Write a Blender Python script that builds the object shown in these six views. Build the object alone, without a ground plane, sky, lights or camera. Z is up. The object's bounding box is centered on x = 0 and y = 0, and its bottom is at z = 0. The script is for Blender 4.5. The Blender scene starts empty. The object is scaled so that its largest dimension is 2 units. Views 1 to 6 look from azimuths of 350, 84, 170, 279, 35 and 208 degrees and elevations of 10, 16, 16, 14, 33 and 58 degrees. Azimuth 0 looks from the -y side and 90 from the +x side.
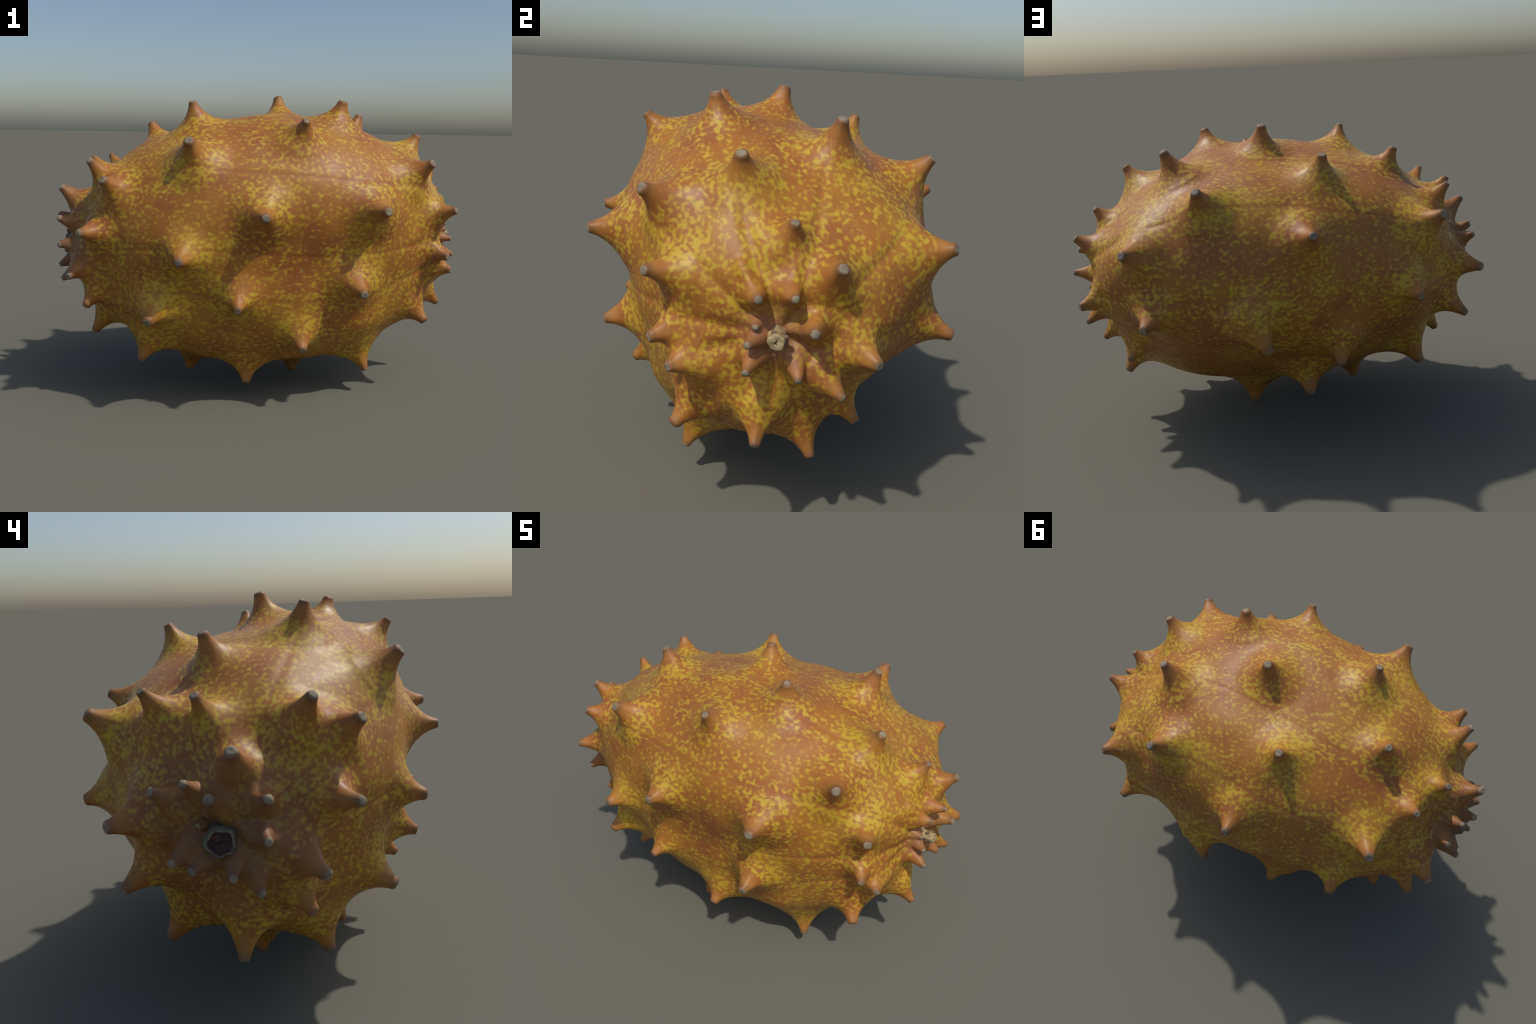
"""A horned melon: a fat oval fruit whose orange, yellow-speckled rind swells into blunt horns.

The rind and its horns are one continuous skin.  It is described as a distance field (oval body + one flared
cone per horn, blended), skinned with a voxel remesh, pulled exactly onto the field, and then split by region
into rind / horn / horn_tip so that border vertices coincide and no seam shows.
"""
import math
import bpy
import bmesh
import numpy as np
from mathutils import Vector, noise

# --------------------------------------------------------------------------------------------- dimensions
STEM_POLE = np.array([0.885, -0.052, 0.738])      # hollow where the stalk sits (+x end)
SCAR_POLE = np.array([-0.915, 0.016, 0.710])      # hollow round the dry flower scar (-x end)
VOXEL = 0.0062

# oval body: centre, half axes and the gentle lumps of its outline (polynomials of the direction)
BODY_CENTRE = np.array([0.041, -0.016, 0.764])
BODY_AXES = np.array([0.955, 0.616, 0.616])
BODY_LUMPS = dict(xx=.020, yy=-.001, xy=.017, xz=.024, yz=.003, xxx=-.041, yyy=.060, zzz=-.069, xxy=.006,
                  xxz=-.063, yyx=-.010, yyz=.089, zzx=.009, zzy=-.123, xyz=.034, xxxx=-.035, yyyy=-.048, zzzz=-.022)

# horns, by belt from the stalk end to the flower end: where each blunt tip is (and its girth, if not 1)
HORNS = {
    "round_the_stalk": [(.916, -.118, .772, .8), (.939, -.141, .727, .85), (.950, -.143, .647), (.947, .010, .622),
                        (.945, .144, .567), (.989, .042, .784), (.965, -.015, .876), (.943, -.116, .866)],
    "stalk_shoulder": [(.959, .111, .963), (.954, .237, .676), (.870, -.016, 1.068), (.813, -.436, .904),
                       (.789, -.420, .689), (.836, -.362, .614), (.902, -.102, .388), (.767, .236, .392),
                       (.728, -.347, .366), (.790, .090, .278)],
    "stalk_side_belt": [(.720, -.164, 1.235), (.677, -.454, 1.118), (.533, .168, 1.332), (.421, .510, 1.205),
                        (.736, .510, .968), (.677, .558, .656), (.456, -.314, .117)],
    "middle_belt": [(.320, -.237, 1.383), (.089, -.485, 1.294), (.071, .031, 1.409), (.406, -.654, .927),
                    (.329, -.617, .566), (.086, -.533, .304), (.171, .046, .012), (.170, .638, .534),
                    (-.023, .667, 1.024), (-.141, .361, 1.302), (-.113, -.668, .907), (-.214, -.594, .509),
                    (-.132, -.312, .085), (-.159, .552, .403), (-.066, .325, .158)],
    "flower_side_belt": [(-.367, -.189, 1.377), (-.542, .130, 1.282), (-.407, -.508, 1.207), (-.458, -.600, .722),
                         (-.586, -.498, .447), (-.375, -.006, .064), (-.616, -.286, .210), (-.639, .274, .235),
                         (-.502, .603, .700), (-.633, .514, 1.033)],
    "flower_shoulder": [(-.827, .096, 1.118), (-.821, -.247, 1.115), (-.760, -.385, 1.040), (-.866, -.387, .817),
                        (-.751, .285, 1.124), (-.895, .371, .730), (-.830, .360, .501), (-.837, -.022, .280),
                        (-.858, -.245, .464), (-.925, -.294, .612), (-.965, -.034, .982)],
    "round_the_scar": [(-.984, .033, .850, .9), (-.974, -.136, .850), (-.945, .114, .884, .8), (-.919, .219, .851),
                       (-.979, -.134, .727), (-.988, -.030, .615), (-.971, -.110, .563), (-.979, .154, .653),
                       (-.965, .098, .624), (-.963, .074, .760, .55)],
}
# hollows (+) and swellings (-) of the body: centre, reach, depth
HOLLOWS = [((.60, .03, 1.22), .24, .038), ((.02, .14, 1.30), .22, .030), ((.36, .33, .30), .22, .046),
           ((-.08, .40, .34), .18, .030), ((.00, -.56, .70), .18, .024), ((.55, -.46, .56), .16, .018),
           ((-.20, -.40, 1.22), .20, .014), ((.37, -.40, 1.19), .17, .012), ((.22, .58, .93), .17, .013),
           ((-.17, .58, .90), .17, .013), ((-.41, .44, .49), .16, .010), ((-.79, -.32, .66), .20, .022),
           ((-.70, -.29, 1.04), .14, .010), ((.80, .10, 1.06), .16, .026), ((.78, .21, .46), .17, .034),
           ((.76, -.40, .64), .14, .020), ((-.75, .21, .43), .14, .014), ((-.80, -.25, .48), .14, .006),
           ((.72, -.28, .40), .14, .012), ((.55, -.16, .21), .15, .010),
           ((-.62, .33, 1.00), .20, -.020), ((.87, -.17, .90), .15, -.022), ((.83, .30, .74), .12, -.006),
           ((-.30, .44, 1.10), .16, -.014), ((-.55, .45, .64), .15, -.021), ((-.60, -.05, 1.17), .15, -.016),
           ((.14, -.56, .95), .17, -.014), ((.39, -.41, .35), .13, -.021), ((-.02, -.15, 1.33), .18, -.012),
           ((.40, .54, .66), .14, -.004), ((.73, .31, .98), .17, -.014), ((.45, .38, .40), .14, .014), ((.46, -.48, .97), .16, -.017),
           ((.43, .02, .16), .18, -.020), ((-.50, -.45, .55), .16, .014), ((.22, -.54, .64), .16, .023), ((-.28, -.50, .50), .14, .010),
           ((.34, -.48, .46), .15, .010), ((.08, .36, .32), .14, .024), ((.30, .36, .36), .16, .012)]
# how far each belt's horns lean out from the nearer pole
LEAN = dict(round_the_stalk=.040, stalk_shoulder=.016, stalk_side_belt=.0, middle_belt=.0,
            flower_side_belt=.006, flower_shoulder=.022, round_the_scar=.052)
# horns that hang or twist: how far the foot sits from the point straight below the tip
FOOT_SHIFT = {(.170, .638, .534): (.06, 0, .06), (-.502, .603, .700): (-.01, 0, .012), (-.159, .552, .403): (-.02, 0, .03),
              (-.965, -.034, .982): (0, .005, -.025), (-.925, -.294, .612): (0, .04, .02), (-.858, -.245, .464): (0, .01, .025)}
# the ten faint seams that run from end to end, as degrees round the long axis (0 = +y, 90 = up)
SEAMS = (0, 36, 71, 110, 144, 178, 201, 250, 288, 330)


# --------------------------------------------------------------------------------------------- body field
def unit(v):
    return v / np.linalg.norm(v, axis=-1, keepdims=True)


def angle_round_axis(p):
    k = (p[:, 0] - SCAR_POLE[0]) / (STEM_POLE[0] - SCAR_POLE[0])
    c = SCAR_POLE + k[:, None] * (STEM_POLE - SCAR_POLE)
    return np.degrees(np.arctan2(p[:, 2] - c[:, 2], p[:, 1] - c[:, 1])), np.hypot(p[:, 1] - c[:, 1], p[:, 2] - c[:, 2])


def body_distance(p):
    q = (p - BODY_CENTRE) / BODY_AXES
    l = np.linalg.norm(q, axis=1)
    d = q / l[:, None]
    powers = dict(x=d[:, 0], y=d[:, 1], z=d[:, 2])
    lumps = -BODY_LUMPS["xx"] / 3 - BODY_LUMPS["yy"] / 3
    for name, amount in BODY_LUMPS.items():
        term = amount
        for letter in name:
            term = term * powers[letter]
        lumps = lumps + term
    dist = (l - np.exp(lumps)) / np.linalg.norm(d / BODY_AXES, axis=1)
    # both ends are drawn in: a wide shallow flattening
    turn, away = angle_round_axis(p)
    stalk, flower = p[:, 0] > 0.3, p[:, 0] < -0.3
    dist = dist + stalk * (0.067 * np.exp(-(away / 0.21) ** 2))
    dist = dist + flower * (0.066 * np.exp(-(away / 0.23) ** 2))
    for centre, reach, depth in HOLLOWS:
        dist = dist + depth * np.exp(-((p - centre) ** 2).sum(1) / reach ** 2)
    # seams: narrow grooves, deeper and broader towards the ends
    end = np.clip((np.abs(p[:, 0]) - 0.45) / 0.4, 0, 1) * np.clip(away / 0.10, 0, 1)
    wander = 3.0 * np.sin(p[:, 0] * 4.1 + 0.6)
    for seam in SEAMS:
        gap = np.radians((turn - seam - wander + 180) % 360 - 180) * away
        dist = dist + (0.0011 + 0.0055 * end * (p[:, 0] > 0) + 0.002 * end) * np.exp(-(gap / (0.010 + 0.012 * end)) ** 2)
    return dist


def gradient(f, p, e=1e-3):
    g = np.zeros_like(p)
    for k in ((1, 1, 1), (1, -1, -1), (-1, 1, -1), (-1, -1, 1)):
        k = np.array(k, float)
        g += f(p + e * k)[:, None] * k
    return g / (4 * e)


def blend(a, b, k):
    h = np.clip(0.5 + 0.5 * (b - a) / k, 0, 1)
    return b + (a - b) * h - k * h * (1 - h)


# --------------------------------------------------------------------------------------------- horns
class Horn:
    """A blunt horn: tip, foot on the body, axis and girth."""

    def __init__(self, tip, index, belt):
        rng = np.random.default_rng(700 + index)
        girth = tip[3] if len(tip) > 3 else 1.0
        self.tip = np.array(tip[:3], float)
        pole = STEM_POLE if self.tip[0] > 0 else SCAR_POLE
        inward = unit((pole - self.tip) * np.array([0.0, 1, 1]))
        lean = LEAN[belt] * (0.2 if belt == "round_the_stalk" and self.tip[2] > pole[2] else 1.0)
        lean = 0.012 if girth < 0.6 else lean
        foot = self.tip[None].copy()
        for step in range(10):
            n = unit(gradient(body_distance, foot, 0.02))
            foot = foot - 0.9 * body_distance(foot)[:, None] * n
            if step == 4:
                foot = foot + lean * inward + np.array(FOOT_SHIFT.get(tuple(tip[:3]), (0, 0, 0)))
        self.foot = foot[0]
        self.length = max(np.linalg.norm(self.tip - self.foot), 0.045)
        self.axis = (self.tip - self.foot) / np.linalg.norm(self.tip - self.foot)
        self.small = small = belt in ("round_the_stalk", "round_the_scar")
        shoulder = "shoulder" in belt
        self.tip_radius = (0.0118 if small else 0.0165 if shoulder else 0.0185) * rng.uniform(0.9, 1.1) * girth
        self.flare = (0.045 * (1.05 if belt == "round_the_stalk" else 1) if small else 0.044 if shoulder else 0.050) * rng.uniform(0.9, 1.1) * girth
        self.blend = 0.078 if shoulder else 0.092
        self.root = None                            # horns by the stalk run in to it as low ridges
        if belt == "round_the_stalk":
            self.root = [(self.tip - self.axis * self.length * 0.65, pole - inward * 0.022 - [0.018, 0, 0])]
            if self.tip[2] > pole[2] + 0.08:
                self.root.append((self.tip - self.axis * self.length * 0.6, self.foot - inward * 0.085 - [0.016, 0, 0]))
        self.tip = self.tip + 0.009 * self.axis
        side = unit(np.cross(self.axis, [0.3, 0.5, 0.8]))
        self.side, self.up = side, np.cross(self.axis, side)
        self.phase = rng.uniform(0, 6.28, 3)

    def distance(self, p):
        v = self.tip - p
        s = v @ self.axis
        a, b = v @ self.side, v @ self.up
        turn = np.arctan2(b, a)
        rho = np.hypot(a, b)
        s0 = np.clip(s, 0, self.length + 0.01)
        r = self.tip_radius * (1 + 0.10 * np.exp(-(s0 / 0.012) ** 2)) + self.flare * (s0 / 0.11) ** 1.4
        r = r * (1 + 0.04 * np.cos(2 * turn + self.phase[0]) + 0.03 * np.cos(3 * turn + self.phase[1]) + 0.02 * np.cos(5 * turn + self.phase[2]))
        flank = (rho - r) * 0.88
        cap = -s + 0.12 * np.clip(rho, 0, self.tip_radius) - 0.004 * np.exp(-(rho / 0.007) ** 2) * -1
        d = -blend(-flank, -cap, 0.010)
        d = np.maximum(d, s - self.length - 0.06)
        for k, (a, b) in enumerate(self.root or ()):
            t = np.clip((p - a) @ (b - a) / ((b - a) @ (b - a)), 0, 1)
            ridge = np.linalg.norm(p - a - t[:, None] * (b - a), axis=1) - (0.018 - (0.006, 0.010)[k] * t)
            d = blend(d, ridge, 0.02)
        return d


horns = [Horn(t, i, belt) for i, (belt, t) in enumerate((belt, t) for belt, ts in HORNS.items() for t in ts)]


def field(p):
    d = body_distance(p) + 0.005
    crowded = np.full(len(p), 1.0)                  # the small horns at the poles, joined first
    for h in horns:
        near = np.where(np.linalg.norm(p - h.tip, axis=1) < h.length + 0.30)[0]
        if len(near) and h.small:
            crowded[near] = blend(crowded[near], h.distance(p[near]), 0.012)
        elif len(near):
            d[near] = blend(d[near], h.distance(p[near]), h.blend)
    return blend(d, crowded, 0.036)


# --------------------------------------------------------------------------------------------- skin
def rough_skin():
    bm = bmesh.new()
    bmesh.ops.create_icosphere(bm, subdivisions=6, radius=1.0)
    p = np.array([v.co[:] for v in bm.verts])
    p = BODY_CENTRE + p * BODY_AXES
    for _ in range(6):
        p -= body_distance(p)[:, None] * unit(p - BODY_CENTRE)
    for v, c in zip(bm.verts, p):
        v.co = c
    for h in horns:
        foot = h.foot - h.axis * 0.03
        out = bmesh.ops.create_cone(bm, cap_ends=True, segments=20, radius1=h.flare + 0.02, radius2=h.tip_radius, depth=h.length + 0.03)
        turn = Vector((0, 0, 1)).rotation_difference(Vector(h.axis)).to_matrix()
        mid = Vector((foot + h.tip) / 2)
        for v in out["verts"]:
            v.co = turn @ v.co + mid
    mesh = bpy.data.meshes.new("rough_skin")
    bm.to_mesh(mesh)
    bm.free()
    return mesh


def remeshed(mesh, size):
    obj = bpy.data.objects.new("rough_skin", mesh)
    bpy.context.scene.collection.objects.link(obj)
    m = obj.modifiers.new("remesh", "REMESH")
    m.mode, m.voxel_size, m.adaptivity = "VOXEL", size, 0.0
    out = bpy.data.meshes.new_from_object(obj.evaluated_get(bpy.context.evaluated_depsgraph_get()))
    bpy.data.objects.remove(obj)
    bpy.data.meshes.remove(mesh)
    return out


def pulled_onto_field(mesh, steps):
    """Newton steps onto the field's zero surface, evening the quads out along it."""
    count = len(mesh.vertices)
    P = np.empty(count * 3)
    mesh.vertices.foreach_get("co", P)
    P = P.reshape(-1, 3)
    edges = np.empty(len(mesh.edges) * 2, int)
    mesh.edges.foreach_get("vertices", edges)
    a, b = edges.reshape(-1, 2).T
    degree = np.bincount(edges, minlength=count)
    for step in range(steps):
        g = gradient(field, P)
        n = unit(g)
        P = P - (np.clip(field(P), -0.02, 0.02) / np.clip(np.linalg.norm(g, axis=1), 0.5, 2))[:, None] * n
        if step < steps - 1:
            for _ in range(2):
                move = np.stack([(np.bincount(a, P[b, k], count) + np.bincount(b, P[a, k], count)) / degree for k in range(3)], 1) - P
                P = P + 0.6 * (move - (move * n).sum(1, keepdims=True) * n)
    mesh.vertices.foreach_set("co", P.ravel())
    mesh.update()
    return P, n


skin = remeshed(rough_skin(), 0.013)
pulled_onto_field(skin, 7)
skin = remeshed(skin, VOXEL)
P, n = pulled_onto_field(skin, 5)
count = len(P)

# uneven growth: low swellings and faint dimples
swell = np.array([noise.noise(Vector(q) * 3.1) * 0.006 + noise.noise(Vector(q) * 9.0) * 0.0022 for q in P])
P = P + swell[:, None] * n

# which horn each vertex belongs to, and how far from its tip (0 = tip, 1 = foot)
nearest = np.full(count, 9.0)
owner = np.zeros(count, int)
for i, h in enumerate(horns):
    v = P - h.tip
    along = np.linalg.norm(v, axis=1) / max(h.length, 0.085)
    closer = along < nearest
    nearest[closer], owner[closer] = along[closer], i
skin.vertices.foreach_set("co", P.ravel())
skin.update()
normals = np.array(skin.vertices[0].normal[:])      # forces evaluation
N = np.empty(count * 3)
skin.vertex_normals.foreach_get("vector", N)
N = N.reshape(-1, 3)
faces = np.empty(len(skin.polygons) * 4, int)
if len(skin.loops) != len(faces):
    raise RuntimeError("the voxel skin should be all quads")
skin.loops.foreach_get("vertex_index", faces)
faces = faces.reshape(-1, 4)

# --------------------------------------------------------------------------------------------- materials
class Nodes:
    """Small helper to write a node tree as expressions."""

    def __init__(self, name):
        self.mat = bpy.data.materials.new(name)
        self.mat.use_nodes = True
        self.t = self.mat.node_tree
        self.t.nodes.clear()
        self.out = self.t.nodes.new("ShaderNodeOutputMaterial")
        self.bsdf = self.t.nodes.new("ShaderNodeBsdfPrincipled")
        self.t.links.new(self.bsdf.outputs[0], self.out.inputs[0])
        self.coord = self.t.nodes.new("ShaderNodeTexCoord").outputs["Object"]

    def put(self, socket, value):
        if isinstance(value, bpy.types.NodeSocket):
            self.t.links.new(value, socket)
        else:
            socket.default_value = value

    def math(self, op, a, b=0.0, c=None, clamp=False):
        n = self.t.nodes.new("ShaderNodeMath")
        n.operation, n.use_clamp = op, clamp
        self.put(n.inputs[0], a)
        self.put(n.inputs[1], b)
        if c is not None:
            self.put(n.inputs[2], c)
        return n.outputs[0]

    def step(self, x, lo, hi, to_lo=0.0, to_hi=1.0):
        n = self.t.nodes.new("ShaderNodeMapRange")
        n.interpolation_type = "SMOOTHSTEP"
        self.put(n.inputs["Value"], x)
        for key, v in (("From Min", lo), ("From Max", hi), ("To Min", to_lo), ("To Max", to_hi)):
            self.put(n.inputs[key], v)
        return n.outputs["Result"]

    def mix(self, f, a, b):
        n = self.t.nodes.new("ShaderNodeMix")
        n.data_type = "RGBA"
        self.put(n.inputs[0], f)
        self.put(n.inputs[6], a if isinstance(a, bpy.types.NodeSocket) else (*a, 1))
        self.put(n.inputs[7], b if isinstance(b, bpy.types.NodeSocket) else (*b, 1))
        return n.outputs[2]

    def noise(self, scale, detail=2.0, rough=0.5, vector=None, distortion=0.0):
        n = self.t.nodes.new("ShaderNodeTexNoise")
        self.put(n.inputs["Vector"], vector or self.coord)
        self.put(n.inputs["Scale"], scale)
        self.put(n.inputs["Detail"], detail)
        self.put(n.inputs["Roughness"], rough)
        self.put(n.inputs["Distortion"], distortion)
        return n.outputs["Fac"]

    def voronoi(self, scale, vector=None, feature="F1"):
        n = self.t.nodes.new("ShaderNodeTexVoronoi")
        n.feature = feature
        self.put(n.inputs["Vector"], vector or self.coord)
        self.put(n.inputs["Scale"], scale)
        return n

    def moved(self, vector=None, scale=(1, 1, 1), shift=(0, 0, 0)):
        n = self.t.nodes.new("ShaderNodeMapping")
        self.put(n.inputs["Vector"], vector or self.coord)
        n.inputs["Scale"].default_value = scale
        n.inputs["Location"].default_value = shift
        return n.outputs[0]

    def near(self, point, radius, soft):
        n = self.t.nodes.new("ShaderNodeVectorMath")
        n.operation = "DISTANCE"
        self.put(n.inputs[0], self.coord)
        n.inputs[1].default_value = tuple(point)
        return self.step(n.outputs["Value"], radius, radius + soft, 1.0, 0.0)

    def bump(self, height, strength, distance):
        n = self.t.nodes.new("ShaderNodeBump")
        n.inputs["Strength"].default_value = strength
        n.inputs["Distance"].default_value = distance
        self.put(n.inputs["Height"], height)
        self.t.links.new(n.outputs[0], self.bsdf.inputs["Normal"])


ORANGE, RUST, YELLOW, GOLD = (.37, .141, .022), (.305, .098, .022), (.54, .365, .028), (.43, .235, .023)
HORN_BROWN, HORN_DARK, CORK, CORK_DARK = (.38, .165, .034), (.17, .080, .040), (.29, .235, .155), (.17, .135, .095)
PLUM = (.17, .080, .050)


def skin_material():
    m = Nodes("speckled_rind")
    reach = m.t.nodes.new("ShaderNodeAttribute")
    reach.attribute_name = "horn_reach"
    reach = reach.outputs["Fac"]

    # seams: fold the angle round the long axis
    xyz = m.t.nodes.new("ShaderNodeSeparateXYZ")
    m.put(xyz.inputs[0], m.coord)
    x, y, z = xyz.outputs
    cy = m.math("MULTIPLY_ADD", x, (STEM_POLE[1] - SCAR_POLE[1]) / 1.8, (STEM_POLE[1] + SCAR_POLE[1]) / 2)
    cz = m.math("MULTIPLY_ADD", x, (STEM_POLE[2] - SCAR_POLE[2]) / 1.8, (STEM_POLE[2] + SCAR_POLE[2]) / 2)
    turn = m.math("ARCTAN2", m.math("SUBTRACT", z, cz), m.math("SUBTRACT", y, cy))
    wander = m.math("SINE", m.math("MULTIPLY_ADD", x, 4.1, 0.6))
    turn = m.math("MULTIPLY_ADD", wander, -3.0 / 360, m.math("MULTIPLY", turn, 0.5 / math.pi))
    even = m.t.nodes.new("ShaderNodeFloatCurve")                 # spaces the seams evenly
    m.put(even.inputs["Value"], m.math("FRACT", m.math("ADD", turn, 1.0)))
    curve = even.mapping.curves[0]
    stops = [(seam / 360, k / len(SEAMS)) for k, seam in enumerate(SEAMS)] + [(1, 1)]
    curve.points[0].location, curve.points[1].location = stops[0], stops[-1]
    for stop in stops[1:-1]:
        curve.points.new(*stop)
    for point in curve.points:
        point.handle_type = "VECTOR"
    even.mapping.update()
    fold = m.math("MULTIPLY", m.math("PINGPONG", even.outputs[0], 0.05), 2 * math.pi)   # 0 on a seam
    seam_line = m.step(fold, 0.006, 0.028, 1.0, 0.0)
    seam_band = m.step(fold, 0.03, 0.20, 1.0, 0.0)

    # speckles: soft blobs, crowded along the seams and in a ring round each horn's foot
    warp = m.noise(14, 2)
    low = m.noise(3.4, 2.0, 0.55)
    mid = m.noise(9.0, 1.0, 0.5, m.moved(shift=(3.1, 1.7, 0.4)))
    ring = m.math("MULTIPLY", m.step(reach, 0.55, 0.95), m.step(reach, 1.5, 2.0, 1.0, 0.0))
    crowd = m.math("MULTIPLY_ADD", seam_band, 0.075, m.math("MULTIPLY_ADD", ring, 0.09, -0.070))
    crowd = m.math("ADD", crowd, m.math("MULTIPLY_ADD", low, 0.36, -0.18))
    crowd = m.math("ADD", crowd, m.math("MULTIPLY_ADD", mid, 0.28, -0.14))
    crowd = m.math("MULTIPLY_ADD", seam_line, -0.10, crowd)
    bent = m.t.nodes.new("ShaderNodeVectorMath")
    bent.operation = "MULTIPLY_ADD"
    tint = m.t.nodes.new("ShaderNodeTexNoise")
    m.put(tint.inputs["Vector"], m.coord)
    tint.inputs["Scale"].default_value, tint.inputs["Detail"].default_value = 38.0, 1.0
    m.put(bent.inputs[0], tint.outputs["Color"])
    bent.inputs[1].default_value = (0.020, 0.020, 0.020)
    m.put(bent.inputs[2], m.coord)
    dabs = m.voronoi(52.0, m.moved(bent.outputs[0], scale=(0.8, 1, 1)))
    speck = m.math("MULTIPLY_ADD", dabs.outputs["Distance"], -0.42, m.noise(66.0, 0.6, 0.5, m.moved(scale=(0.8, 1, 1))))
    mask = m.step(m.math("MULTIPLY_ADD", crowd, 1.0, speck), 0.18, 0.58)
    mask = m.math("MULTIPLY", mask, m.step(reach, 0.38, 0.80))

    base = m.mix(m.step(m.noise(5.0, 3.0, 0.6), 0.38, 0.66), ORANGE, RUST)
    base = m.mix(m.math("MULTIPLY", m.step(low, 0.45, 0.65), 0.35), base, GOLD)
    colour = m.mix(m.math("MULTIPLY", mask, 0.82), base, YELLOW)
    colour = m.mix(m.math("MULTIPLY", seam_line, m.step(m.noise(6, 2), 0.4, 0.65, 0.05, 0.35)), colour, RUST)

    # horns: plain rusty flank, darker neck, corky grey tip
    flank = m.step(reach, 0.25, 0.80, 1.0, 0.0)
    colour = m.mix(m.math("MULTIPLY", flank, 0.75), colour, HORN_BROWN)
    ragged = m.math("MULTIPLY_ADD", m.noise(60, 2), 0.16, -0.08)
    neck = m.step(m.math("ADD", reach, ragged), 0.12, 0.44, 1.0, 0.0)
    colour = m.mix(m.math("MULTIPLY", neck, 0.78), colour, HORN_DARK)
    # skin near the flower scar and the stalk is plum-brown
    plum = m.math("MULTIPLY", m.near(SCAR_POLE, 0.06, 0.34), m.step(m.noise(7, 3, 0.6), 0.25, 0.60, 0.55, 1.0))
    colour = m.mix(m.math("MULTIPLY", plum, 0.72), colour, PLUM)
    plum = m.near(STEM_POLE, 0.03, 0.13)
    colour = m.mix(m.math("MULTIPLY", plum, 0.65), colour, (.27, .12, .07))

    cork = m.step(m.math("ADD", reach, m.math("MULTIPLY", ragged, 0.7)), 0.115, 0.18, 1.0, 0.0)
    corky = m.mix(m.step(m.noise(45, 2), 0.35, 0.75), CORK, CORK_DARK)
    colour = m.mix(cork, colour, corky)

    # few small grey corky scars
    v = m.voronoi(7.5, m.moved(shift=(.3, .1, .7)))
    sep = m.t.nodes.new("ShaderNodeSeparateColor")
    m.put(sep.inputs[0], v.outputs["Color"])
    few = m.math("GREATER_THAN", sep.outputs[0], 0.62)
    spot = m.math("MULTIPLY", m.step(m.math("ADD", v.outputs["Distance"], m.math("MULTIPLY_ADD", m.noise(50, 2), 0.10, -0.05)), 0.035, 0.085, 1.0, 0.0), few)
    colour = m.mix(m.math("MULTIPLY", spot, 0.55), colour, (.21, .16, .10))

    m.put(m.bsdf.inputs["Base Color"], colour)
    m.put(m.bsdf.inputs["Roughness"], m.math("MULTIPLY_ADD", cork, 0.25, m.step(m.noise(11, 2), 0.3, 0.7, 0.46, 0.54)))
    m.put(m.bsdf.inputs["Specular IOR Level"], 0.40)
    height = m.math("ADD", m.math("MULTIPLY", m.noise(38, 2), 0.5), m.math("MULTIPLY", spot, -0.5))
    m.bump(m.math("MULTIPLY_ADD", m.noise(120, 2), 0.15, height), 0.16, 0.006)
    return m.mat


def woody_material(name, pale, dark, scale):
    m = Nodes(name)
    f = m.step(m.noise(scale, 3, 0.6), 0.35, 0.65)
    m.put(m.bsdf.inputs["Base Color"], m.mix(f, pale, dark))
    m.put(m.bsdf.inputs["Roughness"], 0.75)
    m.bump(m.noise(scale * 2, 3), 0.3, 0.002)
    return m.mat


SKIN = skin_material()
STALK = woody_material("dry_stalk", (.42, .32, .15), (.24, .17, .085), 45)
STALK_RIM = woody_material("stalk_collar", (.24, .15, .09), (.15, .09, .06), 40)
SCAR_RIM = woody_material("scar_rim", (.17, .17, .12), (.11, .085, .06), 45)
SCAR_CUP = woody_material("scar_hollow", (.11, .05, .035), (.06, .035, .03), 35)

# --------------------------------------------------------------------------------------------- split skin
fruit = bpy.data.objects.new("horned_melon", None)
fruit["label"] = "oval orange horned melon with yellow speckles and blunt spikes"
fruit["category"] = "fruit"
bpy.context.scene.collection.objects.link(fruit)


def add_part(name, mesh, parent):
    obj = bpy.data.objects.new(name, mesh)
    bpy.context.scene.collection.objects.link(obj)
    obj.parent = parent
    return obj


def skin_piece(name, chosen, parent):
    used, local = np.unique(faces[chosen], return_inverse=True)
    mesh = bpy.data.meshes.new(name)
    mesh.from_pydata(P[used].tolist(), [], local.reshape(-1, 4).tolist())
    mesh.attributes.new("horn_reach", "FLOAT", "POINT").data.foreach_set("value", nearest[used])
    mesh.polygons.foreach_set("use_smooth", [True] * len(mesh.polygons))
    mesh.normals_split_custom_set_from_vertices(N[used].tolist())
    mesh.materials.append(SKIN)
    return add_part(name, mesh, parent)


face_reach = nearest[faces].mean(1)
face_owner = owner[faces[:, 0]]
is_horn = face_reach < 0.95
is_tip = face_reach < 0.16
skin_piece("rind", np.where(~is_horn)[0], fruit)
for i, h in enumerate(horns):
    mine = face_owner == i
    flank = np.where(mine & is_horn & ~is_tip)[0]
    if len(flank):
        horn = skin_piece("horn", flank, fruit)
        tip = np.where(mine & is_tip)[0]
        if len(tip):
            skin_piece("horn_tip", tip, horn)
bpy.data.meshes.remove(skin)


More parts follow.
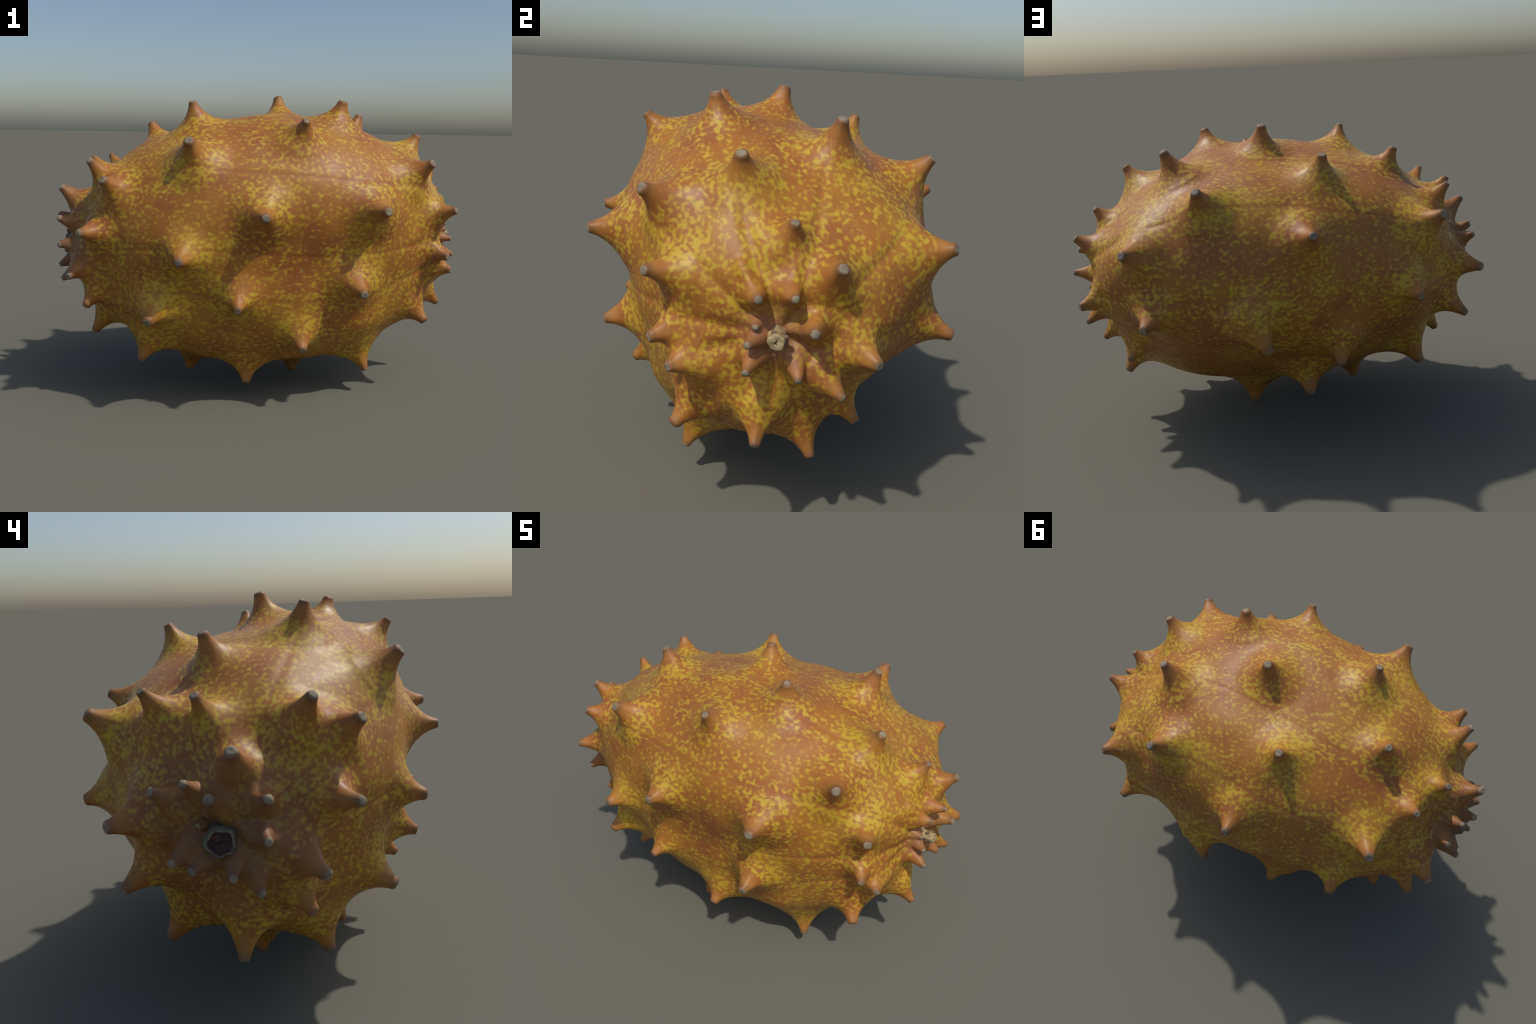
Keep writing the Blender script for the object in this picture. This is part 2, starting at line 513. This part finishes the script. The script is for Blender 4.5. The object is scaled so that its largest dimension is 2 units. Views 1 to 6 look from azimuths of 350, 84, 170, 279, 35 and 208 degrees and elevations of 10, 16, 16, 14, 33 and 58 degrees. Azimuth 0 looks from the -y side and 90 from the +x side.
# --------------------------------------------------------------------------------------------- stalk and scar
def lathe(name, origin, axis, profile, wobble, materials, parent, segments=48, seed=0):
    """Turned piece along axis; profile = (height, radius, material); wobble(turn, height) scales the radius."""
    axis = unit(np.array(axis, float))
    side = unit(np.cross(axis, [0, 0.2, 1.0]))
    up = np.cross(axis, side)
    verts, quads, mats = [], [], []
    for j, (hgt, rad, mat) in enumerate(profile):
        for k in range(segments):
            a = 2 * math.pi * k / segments
            scale, lift = wobble(a, j / (len(profile) - 1))
            q = np.array(origin) + axis * (hgt + lift) + (side * math.cos(a) + up * math.sin(a)) * rad * scale
            verts.append(q.tolist())
        if j:
            for k in range(segments):
                k2 = (k + 1) % segments
                quads.append(((j - 1) * segments + k, (j - 1) * segments + k2, j * segments + k2, j * segments + k))
                mats.append(mat)
    mesh = bpy.data.meshes.new(name)
    mesh.from_pydata(verts, [], quads)
    for mt in materials:
        mesh.materials.append(mt)
    mesh.polygons.foreach_set("material_index", mats)
    mesh.polygons.foreach_set("use_smooth", [True] * len(quads))
    mesh.update()
    return add_part(name, mesh, parent)


def stalk_shape(a, t):
    return 1 + 0.05 * math.cos(5 * a + 0.5) * (1 - 0.4 * t) + 0.05 * math.cos(3 * a) + 0.04 * math.cos(2 * a + 0.7), 0.003 * math.cos(2 * a + 1) * t


stalk_axis = np.array([0.97, -0.10, 0.03])
stalk_foot = np.array([0.850, -0.050, 0.737])
stalk = lathe("stalk", stalk_foot, stalk_axis,
              [(-.02, .044, 0), (0, .040, 0), (.03, .034, 0), (.050, .026, 0), (.066, .0225, 0), (.084, .0235, 0), (.097, .0250, 0), (.101, .0225, 0),
               (.1005, .017, 0), (.1005, .011, 0), (.0995, .006, 0), (.098, .0025, 1), (.0965, .0005, 1)], stalk_shape, [STALK, STALK_RIM], fruit)
for k, (a, size) in enumerate(((0.3, 1.0), (1.9, 0.8), (3.4, 0.6), (4.9, 0.9))):   # torn bract stubs on the collar
    out = np.array([0.35, math.cos(a), math.sin(a)])
    lathe("bract_stub", stalk_foot + stalk_axis * 0.066 + unit(out) * 0.016, out,
          [(0, .012 * size, 0), (.010 * size, .011 * size, 0), (.020 * size, .006 * size, 0), (.023 * size, .0005, 0)],
          lambda t, h: (1 + 0.2 * math.cos(2 * t), 0.0), [STALK_RIM], stalk, 14)


def scar_shape(a, t):
    return 1 + 0.07 * math.cos(5 * a + 0.4) + 0.03 * math.cos(2 * a), 0.005 * math.cos(2 * a + 2.2) * min(1, 2 * t)


lathe("flower_scar", (-0.896, 0.020, 0.706), (-0.97, -0.16, 0.10),
      [(-.03, .066, 0), (0, .058, 0), (.03, .052, 0), (.050, .047, 0), (.061, .0435, 0), (.065, .040, 0), (.064, .036, 0), (.056, .0325, 1),
       (.046, .030, 1), (.041, .024, 1), (.043, .015, 1), (.046, .008, 1), (.042, .0005, 1)], scar_shape, [SCAR_RIM, SCAR_CUP], fruit)
